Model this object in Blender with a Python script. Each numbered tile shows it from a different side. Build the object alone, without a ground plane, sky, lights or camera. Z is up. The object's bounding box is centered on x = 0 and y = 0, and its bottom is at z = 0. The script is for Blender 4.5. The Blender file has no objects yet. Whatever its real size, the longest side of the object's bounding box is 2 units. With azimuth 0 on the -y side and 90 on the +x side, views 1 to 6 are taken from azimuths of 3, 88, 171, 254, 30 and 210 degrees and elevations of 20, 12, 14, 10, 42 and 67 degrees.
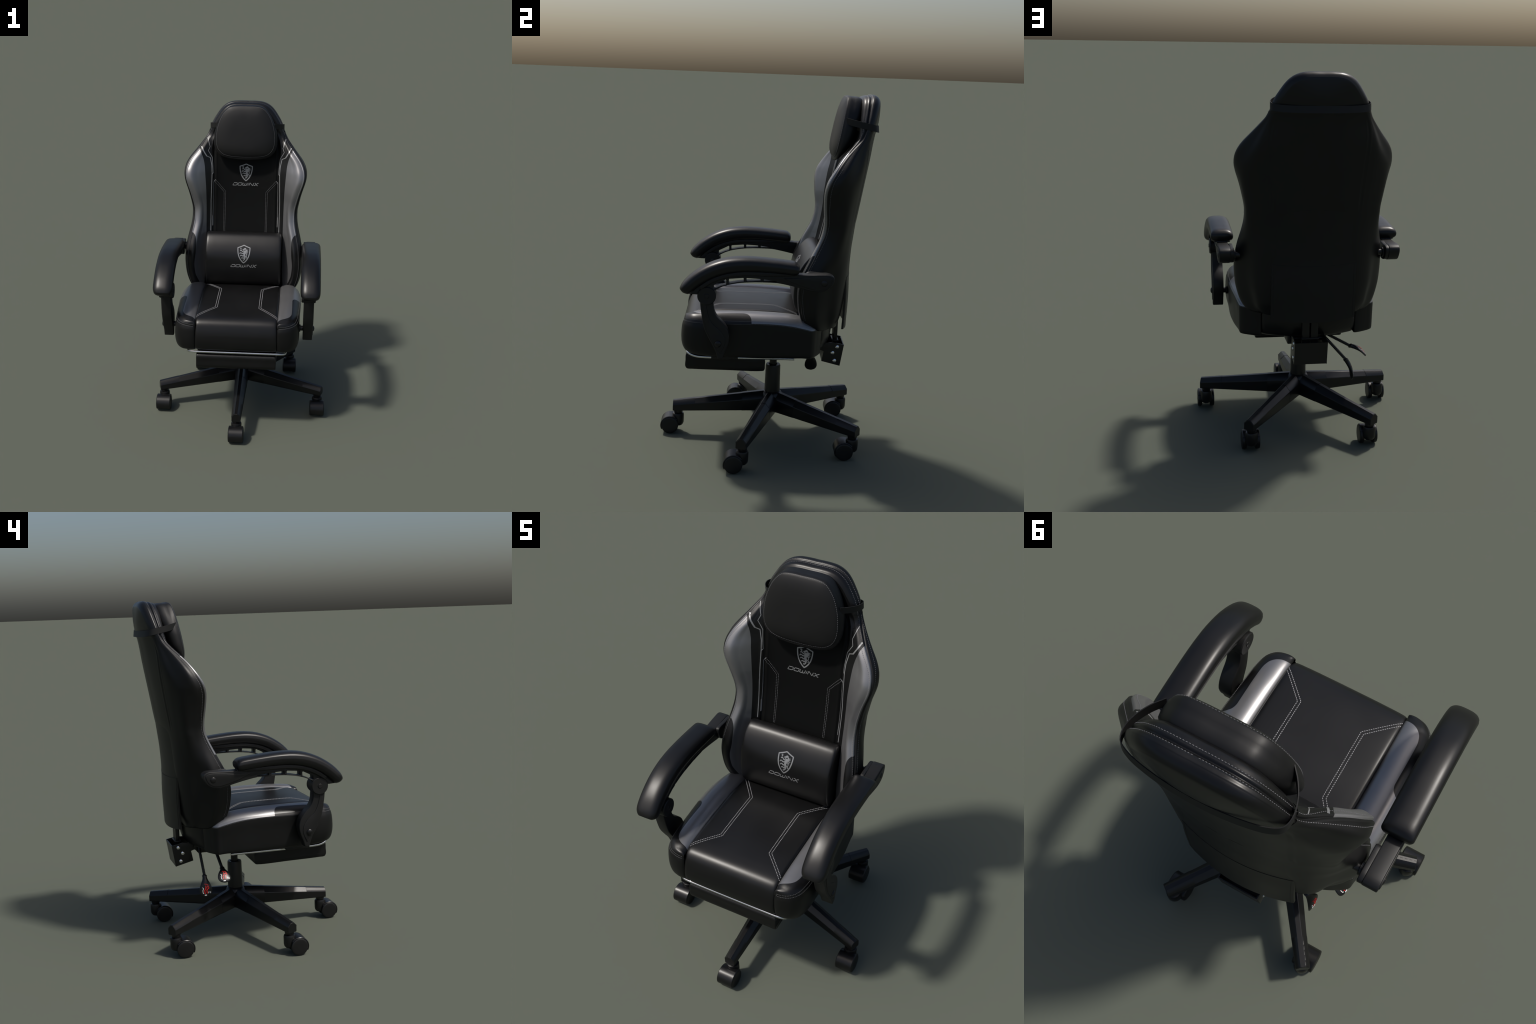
# Racing-style office chair: function-defined upholstery surfaces split along their
# seams, lofted arm pads, extruded frames, five-arm base with hooded casters.
import bpy, bmesh, math
import numpy as np
from mathutils import Vector, Matrix
from mathutils.bvhtree import BVHTree

CX = -0.010           # the upper chair sits a little off the base's axis
UP = (CX, 0.0, 0.0)   # common origin of everything above the base

# ------------------------------------------------------------------ materials
def new_mat(name):
    m = bpy.data.materials.new(name); m.use_nodes = True
    nt = m.node_tree
    return m, nt, nt.nodes["Principled BSDF"]

def grain_mat(name, col, rough, metallic=0.0, spec=0.5, grain=420.0, bump=0.06, var=0.12,
              rvar=0.05, coat=0.0, sheen=0.0):
    """base colour with slow tone variation and a fine bump grain"""
    m, nt, b = new_mat(name)
    N, L = nt.nodes, nt.links
    tc = N.new("ShaderNodeTexCoord")
    big = N.new("ShaderNodeTexNoise"); big.inputs["Scale"].default_value = 7.0
    big.inputs["Detail"].default_value = 4.0
    L.new(tc.outputs["Object"], big.inputs["Vector"])
    ramp = N.new("ShaderNodeValToRGB")
    lo = [c * (1 - var) for c in col]; hi = [min(1.0, c * (1 + var)) for c in col]
    ramp.color_ramp.elements[0].position = 0.3; ramp.color_ramp.elements[0].color = (*lo, 1)
    ramp.color_ramp.elements[1].position = 0.7; ramp.color_ramp.elements[1].color = (*hi, 1)
    L.new(big.outputs["Fac"], ramp.inputs["Fac"]); L.new(ramp.outputs["Color"], b.inputs["Base Color"])
    mr = N.new("ShaderNodeMapRange")
    mr.inputs["To Min"].default_value = rough - rvar; mr.inputs["To Max"].default_value = rough + rvar
    L.new(big.outputs["Fac"], mr.inputs["Value"]); L.new(mr.outputs["Result"], b.inputs["Roughness"])
    b.inputs["Metallic"].default_value = metallic
    b.inputs["Specular IOR Level"].default_value = spec
    b.inputs["Coat Weight"].default_value = coat; b.inputs["Coat Roughness"].default_value = 0.25
    b.inputs["Sheen Weight"].default_value = sheen
    if bump > 0:
        v = N.new("ShaderNodeTexVoronoi"); v.inputs["Scale"].default_value = grain
        L.new(tc.outputs["Object"], v.inputs["Vector"])
        bp = N.new("ShaderNodeBump"); bp.inputs["Strength"].default_value = bump
        bp.inputs["Distance"].default_value = 0.0006
        L.new(v.outputs["Distance"], bp.inputs["Height"]); L.new(bp.outputs["Normal"], b.inputs["Normal"])
    return m

def weave_mat(name, col, rough):
    m, nt, b = new_mat(name)
    N, L = nt.nodes, nt.links
    tc = N.new("ShaderNodeTexCoord")
    br = N.new("ShaderNodeTexChecker"); br.inputs["Scale"].default_value = 420.0
    br.inputs["Color1"].default_value = (*col, 1); br.inputs["Color2"].default_value = (*[c * 0.86 for c in col], 1)
    L.new(tc.outputs["Object"], br.inputs["Vector"]); L.new(br.outputs["Color"], b.inputs["Base Color"])
    b.inputs["Roughness"].default_value = rough
    b.inputs["Specular IOR Level"].default_value = 0.12
    bp = N.new("ShaderNodeBump"); bp.inputs["Strength"].default_value = 0.1; bp.inputs["Distance"].default_value = 0.0004
    L.new(br.outputs["Fac"], bp.inputs["Height"]); L.new(bp.outputs["Normal"], b.inputs["Normal"])
    return m

LEATHER = grain_mat("black_leather", (0.0052, 0.0052, 0.0054), 0.36, spec=0.34)
LEATHER_MATT = grain_mat("black_leather_side", (0.0052, 0.0052, 0.0052), 0.42, spec=0.30)
PILLOW = grain_mat("pillow_cloth", (0.0072, 0.0072, 0.0074), 0.48, spec=0.30, grain=600)
FABRIC = weave_mat("black_fabric", (0.0036, 0.0039, 0.0038), 0.6)
BACKCLOTH = grain_mat("black_back_cloth", (0.0052, 0.0052, 0.0050), 0.55, spec=0.32, grain=700)
SILVER = grain_mat("silver_leather", (0.215, 0.215, 0.22), 0.36, metallic=0.70, spec=0.5, bump=0.03, var=0.05)
WHITE_PRINT = grain_mat("pale_print", (0.27, 0.275, 0.28), 0.35, metallic=0.35, bump=0)
THREAD = grain_mat("grey_thread", (0.30, 0.30, 0.31), 0.6, bump=0)
THREAD_DARK = grain_mat("dark_grey_thread", (0.11, 0.11, 0.115), 0.6, bump=0)
PLASTIC = grain_mat("black_plastic", (0.0058, 0.0058, 0.0060), 0.34, spec=0.36, grain=900, bump=0.04)
PLASTIC_MATT = grain_mat("black_plastic_frame", (0.0085, 0.0085, 0.0085), 0.48, spec=0.32, grain=900, bump=0.05)
METAL_BLACK = grain_mat("black_painted_steel", (0.0065, 0.0065, 0.0065), 0.34, spec=0.36, bump=0)
WHEEL = grain_mat("black_nylon", (0.0075, 0.0075, 0.0075), 0.42, spec=0.34, bump=0)
CHROME = grain_mat("chrome", (0.75, 0.75, 0.77), 0.16, metallic=1.0, bump=0, var=0.02, rvar=0.02)
RED_PRINT = grain_mat("red_print", (0.55, 0.006, 0.006), 0.4, bump=0)
WHITE_MARK = grain_mat("white_print", (0.62, 0.62, 0.62), 0.4, bump=0)
STRAP = grain_mat("black_elastic", (0.010, 0.010, 0.010), 0.6, spec=0.3, grain=800)

# ------------------------------------------------------------------ curve helpers
def hermite(tk, P, t):
    """non-uniform Catmull-Rom through knots tk (K), values P (K,D) -> at t"""
    tk = np.asarray(tk, float); P = np.asarray(P, float)
    if P.ndim == 1: P = P[:, None]
    d = np.diff(P, axis=0) / np.diff(tk)[:, None]
    m = np.empty_like(P); m[0] = d[0]; m[-1] = d[-1]
    h = np.diff(tk)
    m[1:-1] = (d[:-1] * h[1:, None] + d[1:] * h[:-1, None]) / (h[1:] + h[:-1])[:, None]
    t = np.asarray(t, float); sh = t.shape; t = np.clip(t.ravel(), tk[0], tk[-1])
    i = np.clip(np.searchsorted(tk, t, side="right") - 1, 0, len(tk) - 2)
    x = ((t - tk[i]) / h[i])[:, None]; hh = h[i][:, None]
    r = ((1 + 2*x) * (1-x)**2) * P[i] + x*(1-x)**2*hh*m[i] + x*x*(3-2*x)*P[i+1] + x*x*(x-1)*hh*m[i+1]
    return r.reshape(sh + (P.shape[1],))

def table(*pairs):
    a = np.array(pairs, float)
    tk, v = a[:, 0], a[:, 1]
    d = np.diff(v) / np.diff(tk)          # monotone tangents: no overshoot
    m = np.zeros_like(v); m[0], m[-1] = d[0], d[-1]
    for i in range(1, len(v) - 1):
        if d[i-1] * d[i] > 0:
            w1 = 2*(tk[i+1]-tk[i]) + (tk[i]-tk[i-1]); w2 = (tk[i+1]-tk[i]) + 2*(tk[i]-tk[i-1])
            m[i] = (w1 + w2) / (w1/d[i-1] + w2/d[i])
    def f(t):
        t = np.clip(np.asarray(t, float), tk[0], tk[-1])
        i = np.clip(np.searchsorted(tk, t, side="right") - 1, 0, len(tk) - 2)
        h = tk[i+1]-tk[i]; x = (t-tk[i])/h
        return (1+2*x)*(1-x)**2*v[i] + x*(1-x)**2*h*m[i] + x*x*(3-2*x)*v[i+1] + x*x*(x-1)*h*m[i+1]
    return f

def smooth_closed(pts, n):
    """closed smooth curve through control points"""
    p = np.array(pts, float); k = len(p)
    q = np.vstack([p[-3:], p, p[:3]])
    seg = np.sqrt(np.linalg.norm(np.diff(q, axis=0), axis=1)); tk = np.concatenate([[0], np.cumsum(seg)])
    t = np.linspace(tk[3], tk[3 + k], n, endpoint=False)
    return hermite(tk, q, t)

def smooth_open(pts, n):
    p = np.array(pts, float)
    seg = np.sqrt(np.linalg.norm(np.diff(p, axis=0), axis=1)); tk = np.concatenate([[0], np.cumsum(seg)])
    return hermite(tk, p, np.linspace(0, tk[-1], n))

# ------------------------------------------------------------------ object helpers
def link(name, me, mat, parent=None, loc=UP, smooth=True, angle=None):
    o = bpy.data.objects.new(name, me)
    bpy.context.scene.collection.objects.link(o)
    if mat is not None:
        me.materials.clear(); me.materials.append(mat)
    if smooth:
        me.polygons.foreach_set("use_smooth", [True] * len(me.polygons))
    if angle is not None:
        me.set_sharp_from_angle(angle=math.radians(angle))
    o.location = loc
    if parent is not None:
        o.parent = parent
        o.matrix_parent_inverse = parent_matrix(parent).inverted()
    return o

def parent_matrix(p):
    m = Matrix.Translation(p.location) @ p.rotation_euler.to_matrix().to_4x4()
    if p.parent is not None:
        m = parent_matrix(p.parent) @ p.matrix_parent_inverse @ m
    return m

def mesh(name, verts, faces):
    me = bpy.data.meshes.new(name)
    me.from_pydata([tuple(map(float, v)) for v in verts], [], [tuple(int(i) for i in f) for f in faces])
    me.update()
    return me

def grid_faces(n, m, wrap_m=False, wrap_n=False, off=0):
    F = []
    for i in range(n if wrap_n else n - 1):
        for j in range(m if wrap_m else m - 1):
            a = i*m + j; b = i*m + (j+1) % m; c = ((i+1) % n)*m + (j+1) % m; d = ((i+1) % n)*m + j
            F.append((off+a, off+b, off+c, off+d))
    return F

def fix_normals(me):
    bm = bmesh.new(); bm.from_mesh(me)
    bmesh.ops.recalc_face_normals(bm, faces=bm.faces)
    bm.to_mesh(me); bm.free(); me.update()
    return me

def loft(name, rings, cap=True):
    """rings: (n, m, 3) closed cross-sections"""
    R = np.asarray(rings); n, m = R.shape[:2]
    F = grid_faces(n, m, wrap_m=True)
    if cap:
        F.append(tuple(range(m))); F.append(tuple((n-1)*m + j for j in range(m)))
    return fix_normals(mesh(name, R.reshape(-1, 3), F))

def lathe(name, prof, axis="z", n=40, centre=(0, 0, 0)):
    """prof: list of (radius, height) ; axis of revolution"""
    rings = []
    for r, h in prof:
        a = np.linspace(0, 2*math.pi, n, endpoint=False)
        c, s, hh = r*np.cos(a), r*np.sin(a), np.full(n, h)
        v = {"z": (c, s, hh), "x": (hh, c, s), "y": (c, hh, s)}[axis]
        rings.append(np.stack(v, 1) + np.array(centre))
    return loft(name, rings)

def box(name, lo, hi, bevel=0.003, seg=2):
    bm = bmesh.new()
    bmesh.ops.create_cube(bm, size=1)
    lo = Vector(lo); hi = Vector(hi)
    for v in bm.verts:
        v.co = Vector([(lo[i] + hi[i]) / 2 + v.co[i] * (hi[i] - lo[i]) for i in range(3)])
    if bevel: bmesh.ops.bevel(bm, geom=bm.edges[:], offset=bevel, segments=seg, affect="EDGES", profile=0.5)
    me = bpy.data.meshes.new(name); bm.to_mesh(me); bm.free()
    return me

def plate(name, outline, x0, x1, holes=(), bevel=0.004):
    """flat shape in the (y, z) plane extruded along x with rounded rims"""
    cu = bpy.data.curves.new(name, "CURVE"); cu.dimensions = "2D"; cu.fill_mode = "BOTH"
    for pts in [outline, *holes]:
        sp = cu.splines.new("POLY"); sp.points.add(len(pts) - 1); sp.use_cyclic_u = True
        for p, (y, z) in zip(sp.points, pts): p.co = (y, z, 0, 1)
    cu.extrude = (x1 - x0) / 2 - bevel; cu.bevel_depth = bevel; cu.bevel_resolution = 2; cu.offset = -bevel
    ob = bpy.data.objects.new(name, cu); bpy.context.scene.collection.objects.link(ob)
    dg = bpy.context.evaluated_depsgraph_get()
    me = bpy.data.meshes.new_from_object(ob.evaluated_get(dg))
    bpy.data.objects.remove(ob); bpy.data.curves.remove(cu)
    xc = (x0 + x1) / 2
    for v in me.vertices:
        y, z, h = v.co; v.co = (xc + h, y, z)
    bm = bmesh.new(); bm.from_mesh(me); bmesh.ops.remove_doubles(bm, verts=bm.verts, dist=1e-5)
    bmesh.ops.recalc_face_normals(bm, faces=bm.faces); bm.to_mesh(me); bm.free()
    return me

def tube(name, path, radius, m=14, cap=True):
    """round tube along a polyline; radius number or list"""
    P = np.array(path, float); n = len(P)
    r = np.full(n, radius) if np.isscalar(radius) else np.asarray(radius)
    T = np.gradient(P, axis=0); T /= np.linalg.norm(T, axis=1)[:, None]
    ref = np.array([0, 0, 1.0]) if abs(T[0][2]) < 0.9 else np.array([1.0, 0, 0])
    u = np.cross(T[0], ref); u /= np.linalg.norm(u)
    rings = []; a = np.linspace(0, 2*math.pi, m, endpoint=False)
    for i in range(n):
        u = u - T[i] * (u @ T[i]); u /= np.linalg.norm(u); v = np.cross(T[i], u)
        rings.append(P[i] + r[i] * (np.cos(a)[:, None] * u + np.sin(a)[:, None] * v))
    return loft(name, rings, cap)

def mirror_mesh(me, name=None):
    c = me.copy()
    if name: c.name = name
    for v in c.vertices: v.co.x = -v.co.x
    c.flip_normals()
    return c

def join_meshes(name, parts):
    V, F, o = [], [], 0
    for me in parts:
        V += [tuple(v.co) for v in me.vertices]
        F += [tuple(i + o for i in p.vertices) for p in me.polygons]
        o += len(me.vertices)
        bpy.data.meshes.remove(me)
    return mesh(name, V, F)

# ------------------------------------------------------------------ seam-split surfaces
class Surf:
    """surface f(A, B) -> (.., 3) sampled on a grid, vertices snapped to level sets so that
    panels get clean borders; faces are then collected per panel"""
    def __init__(self, f, a, b, cuts=(), eps=(1e-3, 1e-3), flip=False):
        self.f = f; self.flip = flip
        A, B = np.meshgrid(a, b, indexing="ij")
        n, m = A.shape
        zero = np.zeros((len(cuts), n, m), bool)
        for ci, cut in enumerate(cuts):
            F = cut(A, B)
            best = np.full((n, m), 9.0); nA, nB = A.copy(), B.copy()
            def edge(i0, j0, i1, j1):
                f0, f1 = F[i0, j0], F[i1, j1]
                if f0 * f1 < 0:
                    t = f0 / (f0 - f1)
                    if t <= 0.5 and t < best[i0, j0]:
                        best[i0, j0] = t; nA[i0, j0] = A[i0, j0] + t*(A[i1, j1]-A[i0, j0]); nB[i0, j0] = B[i0, j0] + t*(B[i1, j1]-B[i0, j0])
                    elif t > 0.5 and 1 - t < best[i1, j1]:
                        t = 1 - t
                        best[i1, j1] = t; nA[i1, j1] = A[i1, j1] + t*(A[i0, j0]-A[i1, j1]); nB[i1, j1] = B[i1, j1] + t*(B[i0, j0]-B[i1, j1])
            ii, jj = np.where(F[:-1] * F[1:] < 0)
            for i, j in zip(ii, jj): edge(i, j, i+1, j)
            ii, jj = np.where(F[:, :-1] * F[:, 1:] < 0)
            for i, j in zip(ii, jj): edge(i, j, i, j+1)
            zero[ci] = best < 9
            A, B = nA, nB
        self.A, self.B, self.zero, self.cuts, self.n, self.m = A, B, zero, cuts, n, m
        self.P = f(A, B)
        ea, eb = eps
        da = f(A + ea, B) - f(A - ea, B); db = f(A, B + eb) - f(A, B - eb)
        N = np.cross(da, db); l = np.linalg.norm(N, axis=-1, keepdims=True)
        N = np.where(l > 1e-14, N / np.maximum(l, 1e-14), 0)
        self.N = -N if flip else N
        self.G = [np.where(z, 0.0, c(A, B)) for z, c in zip(zero, cuts)]

    def faces(self):
        """yields (vertex index tuple, mean A, mean B, signs of the cuts)"""
        n, m = self.n, self.m
        for i in range(n - 1):
            for j in range(m - 1):
                q = [(i, j), (i, j+1), (i+1, j+1), (i+1, j)]
                polys = [q]
                for G in self.G:
                    s = [G[k] for k in q]
                    if min(s) < 0 < max(s):
                        if s[0]*s[2] < 0 or (s[1] == 0 and s[3] == 0): polys = [[q[0], q[1], q[3]], [q[1], q[2], q[3]]]
                        else: polys = [[q[0], q[1], q[2]], [q[0], q[2], q[3]]]
                        break
                for p in polys:
                    sg = tuple(1 if sum(G[k] for k in p) > 0 else -1 for G in self.G)
                    yield p, np.mean([self.A[k] for k in p]), np.mean([self.B[k] for k in p]), sg

class Collector:
    """gathers faces of one panel, welding coincident vertices, with given normals"""
    def __init__(self): self.V, self.N, self.F, self.D = [], [], [], {}
    def vert(self, p, nrm):
        k = tuple(np.round(p, 5))
        if k not in self.D:
            self.D[k] = len(self.V); self.V.append(tuple(p)); self.N.append(np.array(nrm))
        return self.D[k]
    def add(self, pts, nrms, mirror=False):
        if mirror:
            pts = [(-p[0], p[1], p[2]) for p in pts]; nrms = [(-q[0], q[1], q[2]) for q in nrms]
            pts, nrms = pts[::-1], nrms[::-1]
        ids = [self.vert(p, q) for p, q in zip(pts, nrms)]
        out = []
        for i in ids:
            if i not in out: out.append(i)
        if len(out) > 2: self.F.append(tuple(out))
    def build(self, name, mat, parent, loc=UP):
        V = np.array(self.V); N = np.array(self.N)
        N[np.abs(V[:, 0]) < 1e-6, 0] = 0
        # outward check
        s = 0
        for f in self.F[::7]:
            a, b, c = V[f[0]], V[f[1]], V[f[2]]
            s += np.dot(np.cross(b - a, c - a), N[f[0]])
        F = [f[::-1] for f in self.F] if s < 0 else self.F
        me = mesh(name, V, F)
        o = link(name, me, mat, parent, loc)
        nn = [tuple(v) if np.linalg.norm(v) > 0.5 else tuple(me.vertices[i].normal) for i, v in enumerate(N)]
        me.normals_split_custom_set_from_vertices(nn)
        return o

def bvh_of(objs):
    V, F, o = [], [], 0
    for ob in objs:
        me = ob.data; L = ob.location
        V += [tuple(v.co) for v in me.vertices]
        F += [tuple(i + o for i in p.vertices) for p in me.polygons]; o = len(V)
    return BVHTree.FromPolygons(V, F)

def drape(tree, p, direction, back=1.5):
    d = Vector(direction).normalized()
    hit, nrm, _, _ = tree.ray_cast(Vector(p) - d * back, d)
    if hit is None: return None, None
    if nrm.dot(d) > 0: nrm = -nrm
    return np.array(hit), np.array(nrm)

def resample(poly, step):
    P = np.array(poly, float); seg = np.linalg.norm(np.diff(P, axis=0), axis=1)
    c = np.concatenate([[0], np.cumsum(seg)]); n = max(2, int(round(c[-1] / step)) + 1)
    t = np.linspace(0, c[-1], n)
    t = np.unique(np.concatenate([t, c]))
    return np.stack([np.interp(t, c, P[:, k]) for k in range(P.shape[1])], 1)

def strip_geo(pts, nrms, widths, lift, sink=0.002):
    """raised ribbon following pts on a surface"""
    pts = np.array(pts); nrms = np.array(nrms); n = len(pts)
    T = np.gradient(pts, axis=0); T /= np.maximum(np.linalg.norm(T, axis=1), 1e-9)[:, None]
    S = np.cross(nrms, T); S /= np.maximum(np.linalg.norm(S, axis=1), 1e-9)[:, None]
    w = np.broadcast_to(np.asarray(widths, float), (n,))[:, None] / 2
    V = np.stack([pts - S*w - nrms*sink, pts - S*w*0.9 + nrms*lift, pts + S*w*0.9 + nrms*lift, pts + S*w - nrms*sink], 1)
    F = grid_faces(n, 4)
    F += [(0, 1, 2, 3), tuple((n-1)*4 + k for k in (3, 2, 1, 0))]
    return V.reshape(-1, 3), F

class Geo:
    def __init__(self): self.V, self.F = [], []
    def add(self, V, F):
        o = len(self.V); self.V += [tuple(v) for v in V]; self.F += [tuple(i + o for i in f) for f in F]
    def build(self, name, mat, parent, loc=UP, smooth=False, stuff=False):
        me = fix_normals(mesh(name, self.V, self.F))
        o = link(name, me, mat, parent, loc, smooth=smooth)
        if stuff: o["kind"] = "stuff"
        return o

def stitch_row(geo, pts, nrms, length=0.0058, gap=0.0034, width=0.0024, lift=0.0011):
    """row of single thread stitches along a draped polyline"""
    P = np.array(pts); N = np.array(nrms)
    seg = np.linalg.norm(np.diff(P, axis=0), axis=1); c = np.concatenate([[0], np.cumsum(seg)])
    t = 0.0
    def at(s): return np.array([np.interp(s, c, P[:, k]) for k in range(3)]), np.array([np.interp(s, c, N[:, k]) for k in range(3)])
    while t + length < c[-1]:
        a, na = at(t); m, nm = at(t + length/2); b, nb = at(t + length)
        V, F = strip_geo([a - na*0.0006, m + nm*0.0004, b - nb*0.0006], [na, nm, nb], [width*0.7, width, width*0.7], lift, 0.001)
        geo.add(V, F); t += length + gap

def drape_line(tree, poly, direction, step=0.006, axes="xz", fixed=0.0):
    pts, nr = [], []
    for p in resample(poly, step):
        q = {"xz": (p[0], fixed, p[1]), "xy": (p[0], p[1], fixed)}[axes]
        h, n = drape(tree, q, direction)
        if h is not None: pts.append(h); nr.append(n)
    return pts, nr

# ================================================================== ROOT
root = bpy.data.objects.new("gaming_chair", None)
bpy.context.scene.collection.objects.link(root)
root["label"] = "black and silver racing-style swivel chair with armrests and footrest"
root["category"] = "office chair"

# ================================================================== BACKREST
# tables over s (equals height z except at the rounded ends), half widths and depths
bz = table((.66, .716), (.69, .720), (.72, .731), (.75, .753), (.80, .80), (1.3, 1.3), (1.94, 1.94), (1.97, 1.965), (2.0, 1.983), (2.03, 1.9945), (2.050, 1.9988), (2.06, 1.9952))
xm = table((.66, .15), (.69, .27), (.72, .325), (.75, .352), (.80, .376), (.89, .396), (.97, .401), (1.03, .398), (1.11, .386), (1.19, .367), (1.25, .359), (1.29, .359), (1.36, .371), (1.43, .388), (1.49, .407), (1.53, .415), (1.57, .411), (1.615, .392), (1.68, .339), (1.737, .292), (1.775, .264), (1.81, .253), (1.84, .245), (1.87, .231), (1.913, .205), (1.94, .186), (1.97, .164), (2.0, .134), (2.03, .106), (2.048, .088), (2.06, .078))
ye = table((.66, .33), (.69, .285), (.72, .252), (.75, .225), (.80, .196), (.87, .18), (.95, .174), (1.03, .188), (1.06, .20), (1.14, .238), (1.2, .265), (1.25, .287), (1.285, .299), (1.33, .301), (1.41, .293), (1.48, .29), (1.54, .304), (1.59, .330), (1.65, .370), (1.71, .424), (1.776, .486), (1.80, .493), (1.85, .509), (1.91, .521), (1.97, .53), (2.06, .535))
de = table((.66, .01), (.75, .016), (1.2, .015), (1.3, .015), (1.5, .010), (1.65, .009), (1.75, .006), (1.85, .003), (2.06, .001))
yc = table((.66, .33), (.69, .285), (.72, .262), (.75, .262), (.80, .265), (.9, .281), (1.0, .303), (1.13, .334), (1.3, .372), (1.48, .402), (1.6, .42), (1.7, .441), (1.77, .458), (1.85, .477), (1.90, .486), (1.93, .484), (1.95, .481), (1.97, .482), (2.0, .491), (2.03, .508), (2.06, .535))
ycr = table((.66, .33), (.69, .28), (.72, .245), (.75, .216), (.80, .186), (.87, .168), (.95, .162), (1.03, .176), (1.14, .227), (1.25, .278), (1.33, .292), (1.41, .284), (1.48, .281), (1.54, .292), (1.59, .322), (1.65, .363), (1.71, .415), (1.776, .466), (1.85, .463), (1.92, .474), (1.95, .478), (1.97, .482), (2.0, .491), (2.03, .508), (2.06, .535))
xs = table((.66, .08), (.69, .15), (.75, .20), (.80, .212), (1.1, .216), (1.55, .215), (1.65, .218), (1.73, .212), (1.80, .185), (1.88, .15), (1.94, .135), (1.97, .118), (2.0, .098), (2.03, .08), (2.06, .055))
yb = table((.66, .36), (.69, .40), (.72, .395), (.80, .412), (1.0, .433), (1.19, .447), (1.305, .461), (1.42, .479), (1.52, .495), (1.63, .510), (1.72, .518), (1.80, .541), (1.85, .556), (1.92, .569), (1.94, .569), (1.97, .562), (2.0, .558), (2.03, .550), (2.06, .535))
xb = table((.66, .10), (.69, .17), (.72, .21), (.80, .235), (1.13, .232), (1.3, .230), (1.42, .235), (1.55, .244), (1.66, .252), (1.75, .238), (1.80, .215), (1.87, .185), (1.94, .145), (1.97, .125), (2.0, .10), (2.03, .07), (2.06, .02))
yr = table((.66, .36), (.69, .42), (.72, .405), (.80, .425), (1.03, .448), (1.134, .460), (1.247, .481), (1.31, .498), (1.369, .508), (1.527, .534), (1.664, .558), (1.777, .576), (1.83, .588), (1.90, .592), (1.94, .588), (1.97, .582), (2.0, .572), (2.03, .556), (2.06, .535))
def fair(f, lo=.66, hi=2.06, sigma=.016):
    """remove small waviness of a table: Gaussian average resampled to a smooth curve (ends kept)"""
    k = np.arange(lo, hi + 1e-6, .01); g = np.linspace(-3, 3, 31); wt = np.exp(-g*g/2); wt /= wt.sum()
    sm = sum(w_*f(np.clip(k + sigma*q, lo, hi)) for w_, q in zip(wt, g))
    b = np.clip((k - .76)/.06, 0, 1)
    v = f(k)*(1 - b) + sm*b
    return lambda t: hermite(k, v, np.asarray(t, float))[..., 0]
xm, ye, de, yc, ycr, xs, yb, xb, yr = [fair(f) for f in (xm, ye, de, yc, ycr, xs, yb, xb, yr)]

REAR_CUT = table((.66, .42), (.80, .42), (.90, .36), (1.05, .31), (1.15, .19), (1.28, .08), (1.40, .10), (1.52, .22), (1.65, .38), (1.74, .34), (1.82, .18), (2.06, .18))
def section_knots(S):
    XM, YE, XE, YC, YR = xm(S), ye(S), xm(S) - de(S), yc(S), yr(S)
    XS = np.minimum(xs(S), XE * 0.9); YCR = ycr(S); XB, YB = np.minimum(xb(S), XM * .92), yb(S)
    wing = np.clip((1.80 - S) / .15, 0, 1) * np.clip((S - .70) / .1, 0, 1)
    low = np.clip((1.42 - S) / .25, 0, 1)
    YS = YC + (YCR - YC) * ((0.17 - .08*low) * wing + .25 * (1 - wing))
    RK = REAR_CUT(S)
    CW = np.minimum(.04, .30 * (XE - XS))                 # crest sits just inside the edge seam
    XC = XE - CW
    YM = YE + .33 * (YB - YE)
    pts = [(0*XS, YC), (XS*.55, YC + (YS - YC)*.15), (XS, YS),
           (XS + .33*(XC - XS), YS + (.30 - .10*low)*(YCR - YS)), (XS + .70*(XC - XS), YS + (.72 - .10*low)*(YCR - YS)),
           (XC, YCR), (XE - .35*CW, YCR + .30*(YE - YCR)), (XE, YE),
           (XE + .76*(XM - XE), YE + .36*(YM - YE)), (XM, YM),
           (XM - RK*(XM - XB), YM + .46*(YB - YM)), (XB + (.47 - .28*RK)*(XM-XB), YM + .80*(YB - YM)),
           (XB, YB), (0*XS, YR)]
    # rear centre panel bows: one more knot between the rear seam and the middle
    pts.insert(13, (XB * .5, YR - (YR - YB) * .27))
    return pts
UK = np.array([0, .10, .20, .27, .35, .42, .46, .5, .54, .60, .67, .74, .80, .90, 1.0])
SEAMS = [(.20, .0055, .0060), (.5, .0050, .0042), (.80, .0030, .004)]   # position, depth, half width

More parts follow.
